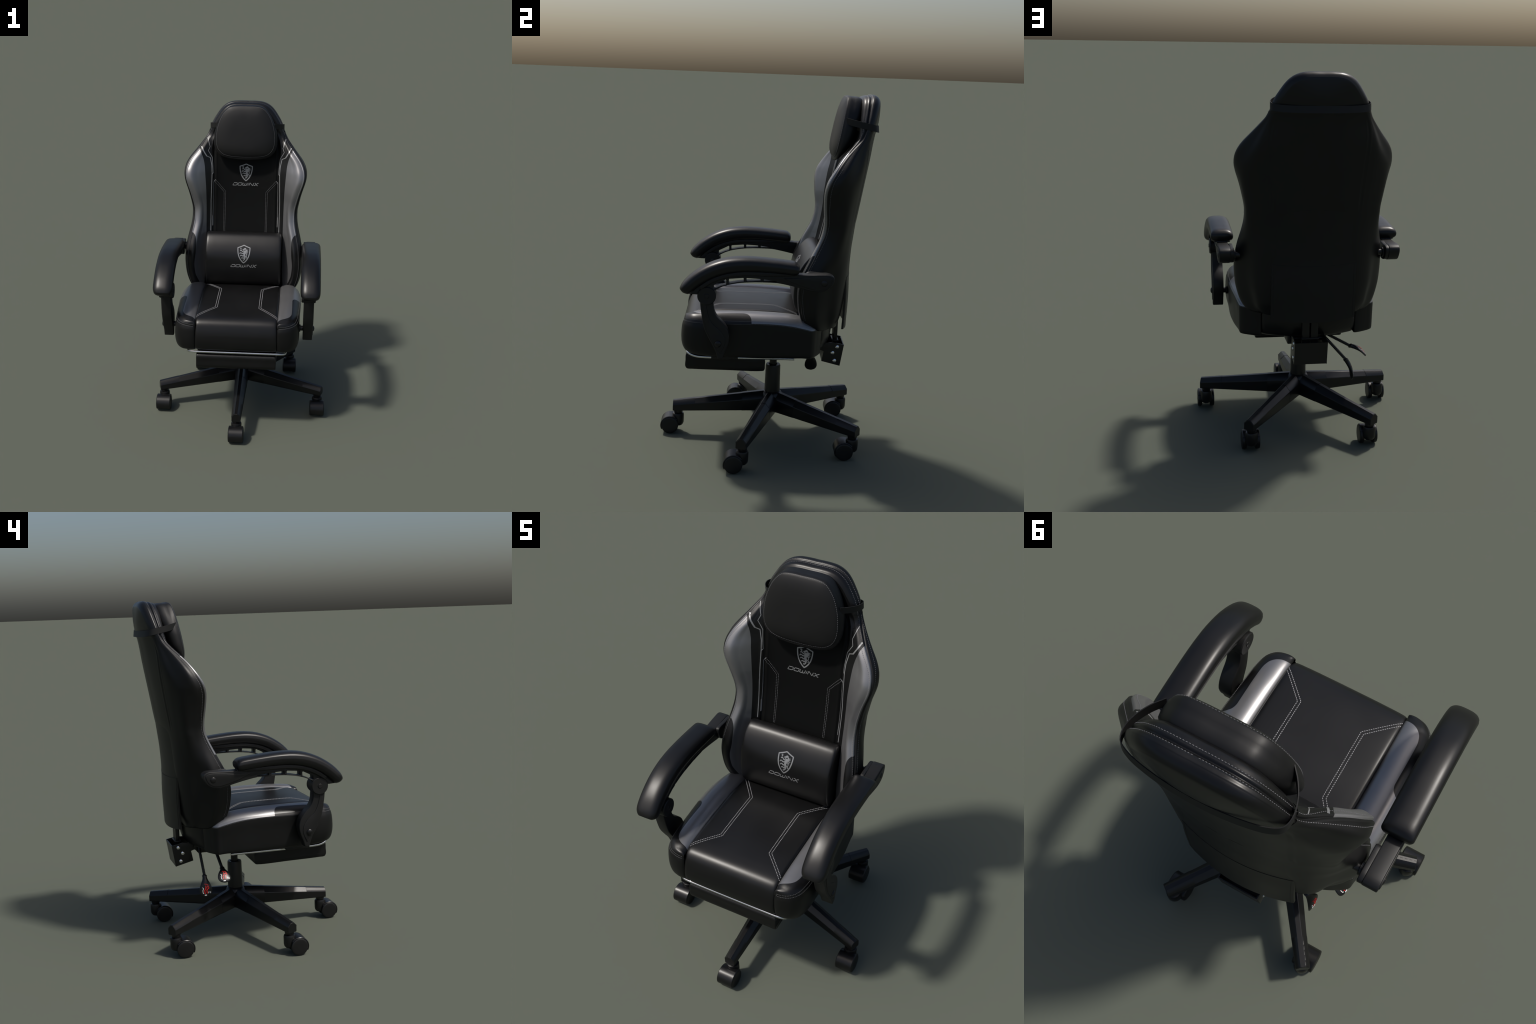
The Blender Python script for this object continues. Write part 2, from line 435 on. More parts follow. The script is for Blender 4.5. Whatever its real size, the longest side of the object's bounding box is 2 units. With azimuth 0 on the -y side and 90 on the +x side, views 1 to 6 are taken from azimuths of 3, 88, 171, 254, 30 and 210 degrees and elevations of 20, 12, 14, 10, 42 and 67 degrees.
def eval_section(P, U, fades):
    """smooth section through the knots P (..., K, 2) at U, with seam grooves cut in"""
    U = np.clip(U, 0, 1); u = UK; k = len(u)
    h = np.diff(u); d = (P[..., 1:, :] - P[..., :-1, :]) / h[:, None]
    m = np.empty_like(P); m[..., 0, :] = d[..., 0, :]; m[..., -1, :] = d[..., -1, :]
    m[..., 1:-1, :] = (d[..., :-1, :]*h[1:, None] + d[..., 1:, :]*h[:-1, None]) / (h[1:] + h[:-1])[:, None]
    i = np.clip(np.searchsorted(u, U, side="right") - 1, 0, k - 2)
    g = lambda A, j: np.take_along_axis(A, j[..., None, None].repeat(2, -1), -2)[..., 0, :]
    x = ((U - u[i]) / h[i])[..., None]; hh = h[i][..., None]
    p0, p1, m0, m1 = g(P, i), g(P, i+1), g(m, i), g(m, i+1)
    r = (1+2*x)*(1-x)**2*p0 + x*(1-x)**2*hh*m0 + x*x*(3-2*x)*p1 + x*x*(x-1)*hh*m1
    tan = (-6*x+6*x*x)*p0/hh + (1-4*x+3*x*x)*m0 + (6*x-6*x*x)*p1/hh + (3*x*x-2*x)*m1
    sp = np.linalg.norm(tan, axis=-1, keepdims=True)
    nrm = np.stack([tan[..., 1], -tan[..., 0]], -1) / np.maximum(sp, 1e-9)   # outward
    grow = 0
    for (us, dep, wid), fade in zip(SEAMS, fades):
        dist = np.abs(U - us) * sp[..., 0]
        grow = grow - dep * fade * np.exp(-(dist/wid)**2) + .35*dep*fade*np.exp(-((dist-2.6*wid)/(1.3*wid))**2)
    r = r + nrm * np.asarray(grow)[..., None]
    r[..., 0] = np.where((U <= 0) | (U >= 1), 0, np.maximum(r[..., 0], 0))
    return r

S_HEAD = 1.80          # the head part above is built radially around this height
def back_surface(S, U):
    P = np.stack([np.stack(k, -1) for k in section_knots(S)], -2)        # (..., K, 2)
    low = np.clip((S - .70)/.06, 0, 1)
    fades = [np.clip((S_HEAD - S)/.04, 0, 1)*low, low, np.clip((1.76 - S)/.06, 0, 1) * np.clip((S-1.28)/.05, 0, 1)]
    r = eval_section(P, U, fades)
    return np.concatenate([r, bz(S)[..., None]], -1)

# rounded head: outline from the right side over the top; depth of each section knot at the apex
HEAD_OUT = np.array([(0, 1.80), (.245, 1.84), (.231, 1.872), (.206, 1.913), (.187, 1.94), (.163, 1.966), (.134, 1.985), (.103, 1.9955), (.06, 2.0), (0, 2.0)])
HEAD_OUT[0, 0] = xm(1.80)
_seg = np.linalg.norm(np.diff(HEAD_OUT, axis=0), axis=1); HEAD_T = np.concatenate([[0], np.cumsum(_seg)]) / _seg.sum()
Y_APEX = np.array([.466, .483, .484, .482, .481, .487, .500, .531, .546, .559, .573, .583, .588, .592, .5815])
def head_surface(T, U):
    T = np.clip(T, 0, 1)
    O = hermite(HEAD_T, HEAD_OUT, T); dx, dz = O[..., 0], O[..., 1] - S_HEAD
    R = np.hypot(dx, dz)
    base = section_knots(np.full(T.shape, S_HEAD)); XM0 = xm(S_HEAD)
    w = np.clip(dz/.2, 0, 1); ya = Y_APEX.copy(); ya[0] = yc(S_HEAD); ya[-1] = yr(S_HEAD)
    P = np.stack([np.stack([k[0]/XM0*R, k[1] + (ya[i] - k[1])*w], -1) for i, k in enumerate(base)], -2)
    r = eval_section(P, U, [0, 1, 0])
    ux, uz = dx/R, dz/R
    x = np.where(T >= 1, 0, r[..., 0]*ux)
    return np.stack([x, r[..., 1], S_HEAD + r[..., 0]*uz], -1)

X_IN = table((.70, .285), (.80, .270), (1.0, .262), (1.25, .263), (1.40, .266), (1.528, .2745), (1.58, .279), (1.62, .287), (1.655, .299), (1.685, .3135), (1.70, .335), (1.72, .40))
X_PATCH = table((.70, .27), (.80, .300), (.84, .315), (.88, .327), (.95, .333), (1.03, .326), (1.10, .3245), (1.125, .328), (1.140, .335), (1.150, .344), (1.156, .36), (1.16, .40), (1.164, .6))
def silver_field(S, U):
    """>0 inside the silver wing panel: between the inner line and the edge, above the black patch"""
    P = back_surface(S, U); x = P[..., 0]
    f = np.minimum(x - X_IN(S), X_PATCH(S) - x)
    f = np.where(U > .5, -np.abs(U - .5) - .004, f)
    f = np.where(U < .2, -.02, f)
    return np.minimum(f, S - .735)

s_rows = np.unique(np.concatenate([np.linspace(.66, .76, 16), np.linspace(.76, 1.80, 160)]))
u_cols = np.unique(np.concatenate([np.linspace(0, .17, 8), np.linspace(.17, .23, 16), np.linspace(.23, .46, 26), np.linspace(.46, .54, 26),
                                   np.linspace(.54, .77, 16), np.linspace(.77, .83, 9), np.linspace(.83, 1, 9), [.2, .5, .8]]))
S_ = Surf(back_surface, s_rows, u_cols, cuts=[silver_field], eps=(2e-4, 2e-4), flip=True)
panels = {k: Collector() for k in ("centre", "head", "shell", "bolR", "bolL", "silR", "silL")}
for poly, sa, ub, sg in S_.faces():
    pts = [S_.P[k] for k in poly]; nn = [S_.N[k] for k in poly]
    for mir in (False, True):
        if ub < .2: key = "centre"
        elif ub > .5: key = "shell"
        else: key = ("sil" if sg[0] > 0 else "bol") + ("L" if mir else "R")
        panels[key].add(pts, nn, mir)
H_ = Surf(head_surface, np.linspace(0, 1, 70), u_cols, eps=(2e-4, 2e-4), flip=True)
for poly, ta, ub, sg in H_.faces():
    pts = [H_.P[k] for k in poly]; nn = [H_.N[k] for k in poly]
    panels["head"].add(pts, nn, False); panels["head"].add(pts, nn, True)
backrest = panels["shell"].build("backrest", LEATHER_MATT, root)
centre_panel = panels["centre"].build("backrest_panel", FABRIC, backrest)
headrest = panels["head"].build("headrest", LEATHER, backrest)
bolR = panels["bolR"].build("side_bolster", LEATHER, backrest)
bolL = panels["bolL"].build("side_bolster", LEATHER, backrest)
silR = panels["silR"].build("silver_panel", SILVER, backrest)
silL = panels["silL"].build("silver_panel", SILVER, backrest)
back_tree = bvh_of([backrest, centre_panel, headrest, bolR, bolL, silR, silL])

# rear cover sheet hanging down over the frame
def rear_cover():
    zz = np.linspace(.716, 1.305, 40); xx = np.linspace(-.226, .226, 31)
    f = table((.70, .469), (.886, .475), (1.03, .472), (1.134, .476), (1.247, .4875), (1.29, .4925), (1.31, .4945))
    out, inn = [], []
    for z in zz:
        for x in xx:
            y = f(z) - .72*x*x + .0015
            zb = z - (.016*(1 - (x/.226)**2) if z < .717 else 0)
            out.append((x, y, zb)); inn.append((x, y - .010, zb))
    n, m = len(zz), len(xx); V = out + inn; o = n*m
    F = grid_faces(n, m) + [tuple(i + o for i in q[::-1]) for q in grid_faces(n, m)]
    ring = [j for j in range(m)] + [i*m + m-1 for i in range(1, n)] + [(n-1)*m + j for j in range(m-2, -1, -1)] + [i*m for i in range(n-2, 0, -1)]
    for a, b in zip(ring, ring[1:] + ring[:1]): F.append((a, b, b + o, a + o))
    return fix_normals(mesh("rear_cover", V, F))
cover = link("rear_cover", rear_cover(), LEATHER_MATT, backrest, angle=50)
# pocket seam line on the cover
cover_tree = bvh_of([cover])
g = Geo()
pts, nr = drape_line(cover_tree, [(-.222, 1.012), (-.1, 1.006), (0, 1.004), (.1, 1.006), (.222, 1.012)], (0, -1, 0), .02)
V, F = strip_geo(pts, nr, .004, .0012); g.add(V, F)
for sx in (-1, 1):
    pts, nr = drape_line(cover_tree, [(sx*.215, 1.008), (sx*.213, .725)], (0, -1, 0), .03)
    V, F = strip_geo(pts, nr, .003, .0009); g.add(V, F)
g.build("pocket_seam", BACKCLOTH, cover)

# ---- silver line inlays on the bolsters
inlay = Geo()
def inlay_line(poly, w):
    for sx in (-1, 1):
        pts, nr = drape_line(back_tree, [(sx*x, z) for x, z in poly], (0, 1, 0), .006)
        V, F = strip_geo(pts, nr, w, .0009, .002); inlay.add(V, F)
inlay_line([(.304, 1.712), (.285, 1.678), (.267, 1.648)], .0085)
inlay_line([(.267, 1.648), (.244, 1.636), (.233, 1.583), (.2305, 1.533), (.236, 1.345), (.235, 1.14)], .0045)
inlay_line([(.266, 1.763), (.2475, 1.707), (.258, 1.682), (.2315, 1.637), (.2225, 1.535), (.2305, 1.526)], .0036)
inlay_line([(.206, 1.487), (.2205, 1.470), (.2225, 1.24), (.222, 1.172)], .0036)
inlay_line([(.2235, 1.24), (.2225, 1.172)], .0075)
inlay.build("silver_inlay", WHITE_PRINT, backrest)

# ---- stitching of the backrest
st = Geo()
for sx in (-1, 1):
    for off in (0, .0105):
        poly = [(sx*(.208 + off*.7), 1.487 - off*.9), (sx*(.1385 + off), 1.405 - off*.3), (sx*(.1395 + off*.75), 1.12)]
        pts, nr = drape_line(back_tree, poly, (0, 1, 0), .005)
        stitch_row(st, pts, nr)
st.build("panel_stitching", THREAD_DARK, backrest, stuff=True)
st = Geo()
def seam_offset(f, a, us, dist):
    """points and normals at a distance beside a seam column of surface f"""
    n = len(a); e = 1e-3
    sp = np.linalg.norm(f(a, np.full(n, us+e)) - f(a, np.full(n, us)), axis=1)/e
    u = us + dist/np.maximum(sp, .05)
    P = f(a, u)
    N = -np.cross(f(a + 2e-4, u) - f(a - 2e-4, u), f(a, u + 2e-4) - f(a, u - 2e-4))
    return P, N/np.linalg.norm(N, axis=1)[:, None]
for dist in (-.0115, .0115):
    for f, a in ((back_surface, np.linspace(.80, 1.80, 220)), (head_surface, np.linspace(0, .998, 120))):
        P, N = seam_offset(f, a, .5, dist)
        for sx in (-1, 1):
            M = np.array([sx, 1, 1])
            stitch_row(st, P*M, N*M, width=.002)
st.build("edge_stitching", THREAD_DARK, backrest, stuff=True)

# ================================================================== HEAD PILLOW
PCX = -0.004
face_outline = smooth_closed([(0, 1.992), (.07, 1.991), (.116, 1.981), (.150, 1.948), (.172, 1.91), (.192, 1.85), (.200, 1.79), (.198, 1.74), (.186, 1.705),
                              (.156, 1.675), (.11, 1.661), (.05, 1.656), (0, 1.655), (-.05, 1.656), (-.11, 1.661), (-.156, 1.675), (-.186, 1.705), (-.198, 1.74),
                              (-.200, 1.79), (-.192, 1.85), (-.172, 1.91), (-.150, 1.948), (-.116, 1.981), (-.07, 1.991)], 120)
def pillow_rings():
    c = np.array([0, 1.80]); D = face_outline - c
    rings = []
    # (scale in plane, in-plane growth, depth behind the face seam as fraction of local thickness)
    for k, (sc, grow, dep) in enumerate([(.02, 0, -.14), (.25, 0, -.14), (.5, 0, -.135), (.7, 0, -.115), (.85, 0, -.075), (.94, 0, -.035), (.98, 0, -.006), (1, -.001, .03), (1, -.0005, .06), (1, .006, .14), (1, .011, .3), (1, .011, .5), (1, .006, .72),
                            (1, -.006, .88), (.93, 0, .97), (.8, 0, 1.0), (.4, 0, 1.0), (.02, 0, 1.0)]):
        l = np.linalg.norm(D, axis=1, keepdims=True)
        low = np.clip(-D[:, 1:2]/.15, -.6, 1)
        body = math.sin(math.pi*min(1, dep**.8)) * min(1, dep/.25) if dep > 0 else 0
        top = np.clip((D[:, 1:2] - .02)/.12, 0, 1)
        Q = D * sc + D / l * (grow + body*(.009*np.clip(low, 0, 1) - .015*top))
        zz = Q[:, 1] + c[1]
        zrel = np.clip((D[:, 1]*sc + .15) / .34, 0, 1)
        ys = .348 + (zz - 1.66) * .178                          # slanted seam plane
        th = .058 + .030 * np.clip((zz - 1.64)/.25, 0, 1)       # thicker at the top
        yb_ = np.minimum(ys + th, .345 + (zz - 1.60)*.62)
        dpt = np.where(dep < 0, ys + dep*.16, ys + dep*(yb_ - ys))
        rings.append(np.stack([Q[:, 0] + PCX, dpt, zz], 1))
    return rings
pillow = link("head_pillow", loft("head_pillow", pillow_rings()), PILLOW, root)
pil_tree = bvh_of([pillow])
st = Geo(); g = Geo()
D = face_outline - np.array([0, 1.80])
def pil_line(scale):
    pts, nr = [], []
    for q in np.vstack([D, D[:1]]) * scale:
        h, n = drape(pil_tree, (q[0] + PCX, 0, q[1] + 1.80), (0, 1, 0)); pts.append(h); nr.append(n)
    return pts, nr
pts, nr = pil_line(.975); stitch_row(st, pts, nr, width=.0022)
st.build("pillow_stitching", THREAD_DARK, pillow, stuff=True)

# elastic strap round the headrest
path = np.vstack([smooth_open([(.190, .398, 1.862), (.219, .432, 1.854), (.242, .475, 1.845), (.250, .515, 1.837), (.242, .544, 1.830), (.21, .562, 1.825), (.15, .5755, 1.822), (.07, .585, 1.821), (0, .5875, 1.821)], 34)])
path = np.vstack([path, (path * np.array([-1, 1, 1]))[::-1][1:]])
def strap():
    T = np.gradient(path, axis=0); T /= np.linalg.norm(T, axis=1)[:, None]
    R = []
    for p, t in zip(path, T):
        up = np.array([0, -.12, .99]); out = np.cross(t, up); out /= np.linalg.norm(out)
        if out @ (p - np.array([0, .46, p[2]])) < 0: out = -out
        R.append([p + up*.0175, p + up*.0175 + out*.003, p - up*.0175 + out*.003, p - up*.0175])
    return loft("strap", R)
link("pillow_strap", strap(), STRAP, pillow, angle=40)

# ================================================================== LUMBAR PILLOW
lum = smooth_closed([(.312, 1.11), (.304, 1.136), (.279, 1.147), (.249, 1.139), (.220, 1.113), (.187, 1.068), (.162, 1.017), (.152, .96), (.149, .90), (.155, .85), (.170, .815), (.195, .800), (.225, .806), (.245, .83), (.262, .90), (.285, 1.02)], 72)
def lumbar():
    c = lum.mean(0); rings = []
    for x, sc, ins in [(-.2565, .05, 0), (-.2565, .55, 0), (-.2565, .84, 0), (-.2555, .95, .0), (-.252, .985, 0), (-.245, 1, 0), (-.235, 1, .001), (-.2, 1, .002), (-.1, 1, .003), (0, 1, .003),
                       (.1, 1, .003), (.2, 1, .002), (.235, 1, .001), (.245, 1, 0), (.252, .985, 0), (.2555, .95, 0), (.2565, .84, 0), (.2565, .55, 0), (.2565, .05, 0)]:
        Q = c + (lum - c) * sc
        d = lum - c; Q = Q + d/np.linalg.norm(d, axis=1)[:, None] * ins
        rings.append(np.stack([np.full(len(Q), x), Q[:, 0], Q[:, 1]], 1))
    return loft("lumbar_pillow", rings)
lumbar_ob = link("lumbar_pillow", lumbar(), LEATHER, root)
lum_tree = bvh_of([lumbar_ob])

# ================================================================== EMBLEM AND LETTERING
def emblem(tree, cx, cz, h, parent, mat, direction=(0, 1, 0)):
    """shield with a rampant beast, built as raised strokes"""
    geo = Geo(); k = h / 2
    def stroke(poly, w, curve=True, closed=False):
        p = np.array(poly, float)
        if curve and len(p) > 2:
            p = smooth_closed(p, 6*len(p)) if closed else smooth_open(p, 5*len(p))
        if closed: p = np.vstack([p, p[:1]])
        p = p * k + np.array([cx, cz])
        pts, nr = [], []
        for q in resample(p, .0025):
            a, n = drape(tree, (q[0], 0, q[1]), direction)
            if a is not None: pts.append(a); nr.append(n)
        W = np.interp(np.linspace(0, 1, len(pts)), np.linspace(0, 1, len(w)), w) * k
        V, F = strip_geo(pts, nr, W, .0011); geo.add(V, F)
    shield = [(0, .96), (.28, .84), (.52, .76), (.71, .70), (.70, .40), (.66, .10), (.56, -.25), (.38, -.58), (.18, -.82), (0, -.97),
              (-.18, -.82), (-.38, -.58), (-.56, -.25), (-.66, .10), (-.70, .40), (-.71, .70), (-.52, .76), (-.28, .84)]
    stroke(resample(shield + shield[:1], .2), [.115, .115], curve=False)
    # beast: body, chest, head, mane, paws, hind legs, tail
    stroke([(.10, .42), (.14, .22), (.06, 0), (.12, -.22), (.16, -.38)], [.22, .34, .22, .26, .16])
    stroke([(.02, .52), (.12, .60), (.26, .56)], [.16, .22, .12])
    stroke([(.0, .56), (-.10, .50), (-.16, .53)], [.14, .10, .04])
    stroke([(.02, .46), (-.08, .40)], [.08, .05])
    stroke([(.22, .50), (.38, .46), (.50, .52)], [.14, .10, .03])
    stroke([(.22, .40), (.40, .34), (.53, .38)], [.13, .09, .03])
    stroke([(.22, .30), (.40, .22), (.52, .24)], [.12, .08, .03])
    stroke([(.20, .18), (.36, .08), (.47, .10)], [.12, .08, .03])
    stroke([(.06, .30), (-.14, .30), (-.28, .42), (-.40, .40)], [.14, .10, .08, .12])
    stroke([(-.36, .48), (-.44, .36)], [.06, .05]); stroke([(-.30, .52), (-.36, .58)], [.06, .03])
    stroke([(.0, .14), (-.20, .10), (-.32, .18), (-.46, .12)], [.14, .10, .08, .12])
    stroke([(-.42, .22), (-.50, .06)], [.06, .05])
    stroke([(.04, -.12), (-.14, -.16), (-.24, -.08), (-.38, -.14)], [.16, .12, .09, .11])
    stroke([(-.34, -.04), (-.42, -.20)], [.06, .05])
    stroke([(.12, -.30), (-.04, -.42), (-.16, -.36), (-.28, -.42)], [.18, .12, .09, .11])
    stroke([(.14, -.34), (.10, -.54), (.0, -.64), (-.10, -.60)], [.18, .12, .09, .10])
    stroke([(-.02, -.72), (-.06, -.58)], [.06, .06])
    stroke([(.16, -.26), (.32, -.18), (.36, -.02), (.30, .06)], [.10, .08, .07, .10])
    stroke([(.28, -.22), (.38, -.34), (.28, -.44)], [.08, .07, .03])
    for a in range(3):   # small star in the upper corner
        c, s = math.cos(a*math.pi/3 + .3)*.10, math.sin(a*math.pi/3 + .3)*.10
        stroke([(-.36 - c, .62 - s), (-.36 + c, .62 + s)], [.035, .035], curve=False)
    return geo.build("lion_emblem", mat, parent)

def lettering(tree, cx, cz, width, height, parent, mat, word="DOWINX"):
    """wide slanted techno capitals drawn as raised strokes"""
    glyph = {"D": [[(.06, 1), (.86, 1), (1, .8), (1, .2), (.86, 0), (0, 0), (0, .70)]], "O": [[(.12, 1), (.9, 1), (1, .85), (1, .15), (.88, 0), (.1, 0), (0, .15), (0, .85), (.12, 1)]],
             "W": [[(0, 1), (0, .12), (.1, 0), (.9, 0), (1, .12), (1, 1)], [(.5, .8), (.5, 0)]], "I": [[(.5, .68), (.5, 0)], [(.5, 1), (.5, .86)]],
             "N": [[(0, 0), (0, 1), (.12, 1), (.88, 0), (1, 0), (1, 1)]], "X": [[(0, 1), (.2, 1), (.8, 0), (1, 0)], [(1, 1), (.8, 1), (.2, 0), (0, 0)]]}
    adv = {"D": 1, "O": 1, "W": 1.05, "I": .18, "N": 1, "X": 1.05}; gap = .26
    total = sum(adv[c] for c in word) + gap*(len(word) - 1)
    sx = (width - .35*height) / total
    geo = Geo(); x0 = 0.0
    for c in word:
        for poly in glyph[c]:
            P = []
            for a, b in poly:
                gx = (a - .5)*(adv[c] if c != "I" else .0) + adv[c]/2
                P.append((cx - width/2 + (x0 + gx)*sx + b*.35*height, cz - height/2 + b*height))
            pts, nr = drape_line(tree, P, (0, 1, 0), .004)
            V, F = strip_geo(pts, nr, .0036, .0010); geo.add(V, F)
        x0 += adv[c] + gap
    return geo.build("lettering", mat, parent)

emblem(back_tree, 0, 1.536, .118, backrest, WHITE_PRINT)
lettering(back_tree, -.001, 1.456, .176, .0165, backrest, WHITE_PRINT)
emblem(lum_tree, .005, 1.028, .116, lumbar_ob, WHITE_PRINT)
lettering(lum_tree, .006, .951, .176, .0165, lumbar_ob, WHITE_PRINT)

# ================================================================== SEAT
XS = .258
# centre cushion: side profile in (y, z), swept across the width
seat_prof = smooth_closed([(.20, .797), (.05, .819), (-.10, .822), (-.25, .820), (-.35, .812), (-.400, .801), (-.428, .780), (-.446, .745), (-.458, .70), (-.461, .66), (-.455, .622), (-.438, .601), (-.405, .593),
                           (-.2, .584), (.0, .583), (.2, .581), (.31, .577), (.362, .594), (.384, .64), (.388, .70), (.376, .752), (.31, .778)], 150)
def seat_centre():
    c = np.array([-.05, .70]); rings = []
    for x in np.concatenate([-XS + np.linspace(0, .05, 12), np.linspace(-.19, .19, 24), XS - np.linspace(.05, 0, 12)]):
        e = (XS - abs(x))
        roll = -.007 * np.exp(-(e/.006)) - .003*np.exp(-(e/.05))
        crown = .001 * (1 - (x/XS)**2)
        Q = seat_prof.copy()
        d = np.gradient(Q, axis=0); nrm = np.stack([d[:, 1], -d[:, 0]], 1); nrm /= np.linalg.norm(nrm, axis=1)[:, None]
        if (nrm * (Q - c)).sum() < 0: nrm = -nrm
        Q = Q + nrm * (roll + crown * (Q[:, 1:2] > .7))
        # rear wall bows backwards in the middle
        rear = np.clip((Q[:, 0] - .15)/.2, 0, 1)
        Q[:, 0] -= rear * .068 * (x/XS)**2
        # shallow dish in the sitting area
        rings.append(np.stack([np.full(len(Q), x), Q[:, 0], Q[:, 1]], 1))
    return loft("seat", rings)
seat = link("seat", seat_centre(), LEATHER, root)

# side bolsters: edge curve with stitching, ruled to the inner seam, wall below
edge_ctrl = np.array([(.258, -.444, .770), (.30, -.444, .774), (.342, -.430, .779), (.371, -.396, .781), (.384, -.345, .781), (.391, -.26, .781), (.397, -.16, .783), (.400, -.077, .785), (.399, .02, .784), (.394, .10, .778), (.386, .165, .767), (.377, .225, .752), (.371, .250, .745),
                      (.360, .263, .744), (.33, .283, .744), (.29, .304, .743), (.258, .316, .741)])
seg = np.linalg.norm(np.diff(edge_ctrl, axis=0), axis=1); edge_t = np.concatenate([[0], np.cumsum(seg)]); edge_t /= edge_t[-1]
inner_y = table((0, -.425), (edge_t[2], -.412), (edge_t[3], -.39), (edge_t[5], -.28), (edge_t[8], .02), (edge_t[11], .215), (edge_t[13], .262), (1, .300))
seam_z = table((-.447, .770), (-.425, .790), (-.41, .798), (-.38, .805), (-.25, .812), (0, .812), (.1, .806), (.2, .79), (.3, .755), (.32, .742))
crest_z = table((-.44, .778), (-.42, .797), (-.39, .812), (-.33, .819), (-.25, .824), (-.1, .826), (.02, .823), (.12, .816), (.18, .806), (.24, .783), (.30, .752))
WALL = [(0.004, .010), (.0095, .030), (.013, .065), (.014, .10), (.011, .135), (.003, .163), (-.010, .180), (-.028, .187)]
WALL_SIDE = [(0.001, .010), (.001, .030), (-.001, .065), (-.002, .10), (-.003, .135), (-.005, .166), (-.012, .181), (-.030, .187)]

def seat_side(T, B):
    """T along the edge from front seam to rear seam; B 0..1 top (inner seam to edge), 1..2 wall, 2..2.3 underside"""
    T = np.clip(T, 0, 1); sh = T.shape
    E = hermite(edge_t, edge_ctrl, T)
    Tn = hermite(edge_t, edge_ctrl, np.clip(T + 2e-3, 0, 1)) - hermite(edge_t, edge_ctrl, np.clip(T - 2e-3, 0, 1))
    out = np.stack([-Tn[..., 1], Tn[..., 0]], -1) * -1
    out = np.stack([Tn[..., 1], -Tn[..., 0]], -1)
    out /= np.maximum(np.linalg.norm(out, axis=-1, keepdims=True), 1e-9)
    w0 = np.clip(T/.03, 0, 1)[..., None]; w1 = np.clip((1 - T)/.03, 0, 1)[..., None]
    out = out*w0 + np.array([0, -1.0])*(1 - w0); out = out*w1 + np.array([0.05, 1.0])*(1 - w1)
    out /= np.linalg.norm(out, axis=-1, keepdims=True)
    qy = inner_y(T); qx = np.full(sh, XS)
    s = np.clip(B, 0, 1)
    x = qx + (E[..., 0] - qx)*s; y = qy + (E[..., 1] - qy)*s
    zq = seam_z(qy) - .002; ze = E[..., 2]; zc = np.maximum(crest_z(qy), ze + .004)
    zc = np.minimum(zc, ze + .055)
    ks = [0, .12, .5, .78, .93, 1.0]
    kz = [zq, zq + (zc - zq)*.55, zc, ze + (zc - ze)*.74, ze + (zc - ze)*.30, ze]
    z = np.zeros(sh)
    for i in range(5):
        h = ks[i+1] - ks[i]
        def slope(j):
            if j == 0: return (kz[1]-kz[0])/(ks[1]-ks[0])
            if j == 5: return (kz[5]-kz[4])/(ks[5]-ks[4])
            a = (kz[j]-kz[j-1])/(ks[j]-ks[j-1]); b = (kz[j+1]-kz[j])/(ks[j+1]-ks[j])
            ha = ks[j]-ks[j-1]; hb = ks[j+1]-ks[j]
            return (a*hb + b*ha)/(ha+hb)
        t = np.clip((s - ks[i])/h, 0, 1)
        val = (1+2*t)*(1-t)**2*kz[i] + t*(1-t)**2*h*slope(i) + t*t*(3-2*t)*kz[i+1] + t*t*(t-1)*h*slope(i+1)
        z = np.where((s >= ks[i]) & (s <= ks[i+1]), val, z)
    # stitched crease at the edge
    z = z - .003*np.exp(-((s - 1)/.03)**2)
    wk = np.concatenate([[0], np.linspace(1/8, 1, 8)]); wo = np.array([0] + [w[0] for w in WALL]); wd = np.array([0] + [w[1] for w in WALL])
    b = np.clip(B - 1, 0, 1)
    W = hermite(wk, np.stack([wo, wd], 1), b)
    W2 = hermite(wk, np.array([(0, 0)] + WALL_SIDE), b)
    k = np.clip((T - .16)/.22, 0, 1); k = (k*k*(3 - 2*k))[..., None]
    W = W*(1 - k) + W2*k
    front = np.clip(1 - T/.18, 0, 1); rear = np.clip((T - .80)/.05, 0, 1)
    o = W[..., 0]*(1 - .6*rear) + .0*front
    depth = W[..., 1] * (ze - .584 - .012*np.clip(1.4 - T/.18, 0, 1)) / .187
    under = np.clip(B - 2, 0, 1) / .3
    o = o - under * .08
    lim = (E[..., 0] - XS)
    px = x + out[..., 0]*o; py = y + out[..., 1]*o
    pz = z - depth - .0*under
    px = np.where(B > 1, np.maximum(px, XS), px)
    # groove where the bolster meets the centre cushion
    endf = np.exp(-(np.minimum(np.abs(px - XS), 1)/.006)) * np.where(B > 1, 1.0, 0.0)
    py = py - out[..., 1]*.0085*endf
    pz = pz - .008*np.exp(-(np.abs(px - XS)/.006)) * np.where(B <= 1, 1, 0)
    return np.stack([px, py, pz], -1)

def seat_silver(T, B):
    P = seat_side(T, B); x, y = P[..., 0], P[..., 1]
    # front edge: rounded; outside: x < .344 until y = -.11, then out to the stitched edge
    xo = table((-.46, .20), (-.402, .262), (-.393, .295), (-.380, .318), (-.355, .337), (-.32, .3455), (-.25, .347), (-.13, .346), (-.105, .352), (-.09, .366), (-.078, .39), (-.07, .45), (.4, .45))
    f = xo(y) - x
    return np.where(B > 1, -np.maximum(B - 1, .01), f)
t_rows = np.unique(np.concatenate([np.linspace(0, .03, 6), np.linspace(.03, .30, 60), np.linspace(.30, .80, 90), np.linspace(.80, .97, 40), np.linspace(.97, 1, 5)]))
b_cols = np.unique(np.concatenate([np.linspace(0, .1, 7), np.linspace(.1, .9, 30), np.linspace(.9, 1, 8), np.linspace(1, 1.15, 7), np.linspace(1.15, 2, 22), np.linspace(2, 2.3, 4)]))
Q_ = Surf(seat_side, t_rows, b_cols, cuts=[seat_silver], eps=(4e-4, 2e-3), flip=True)
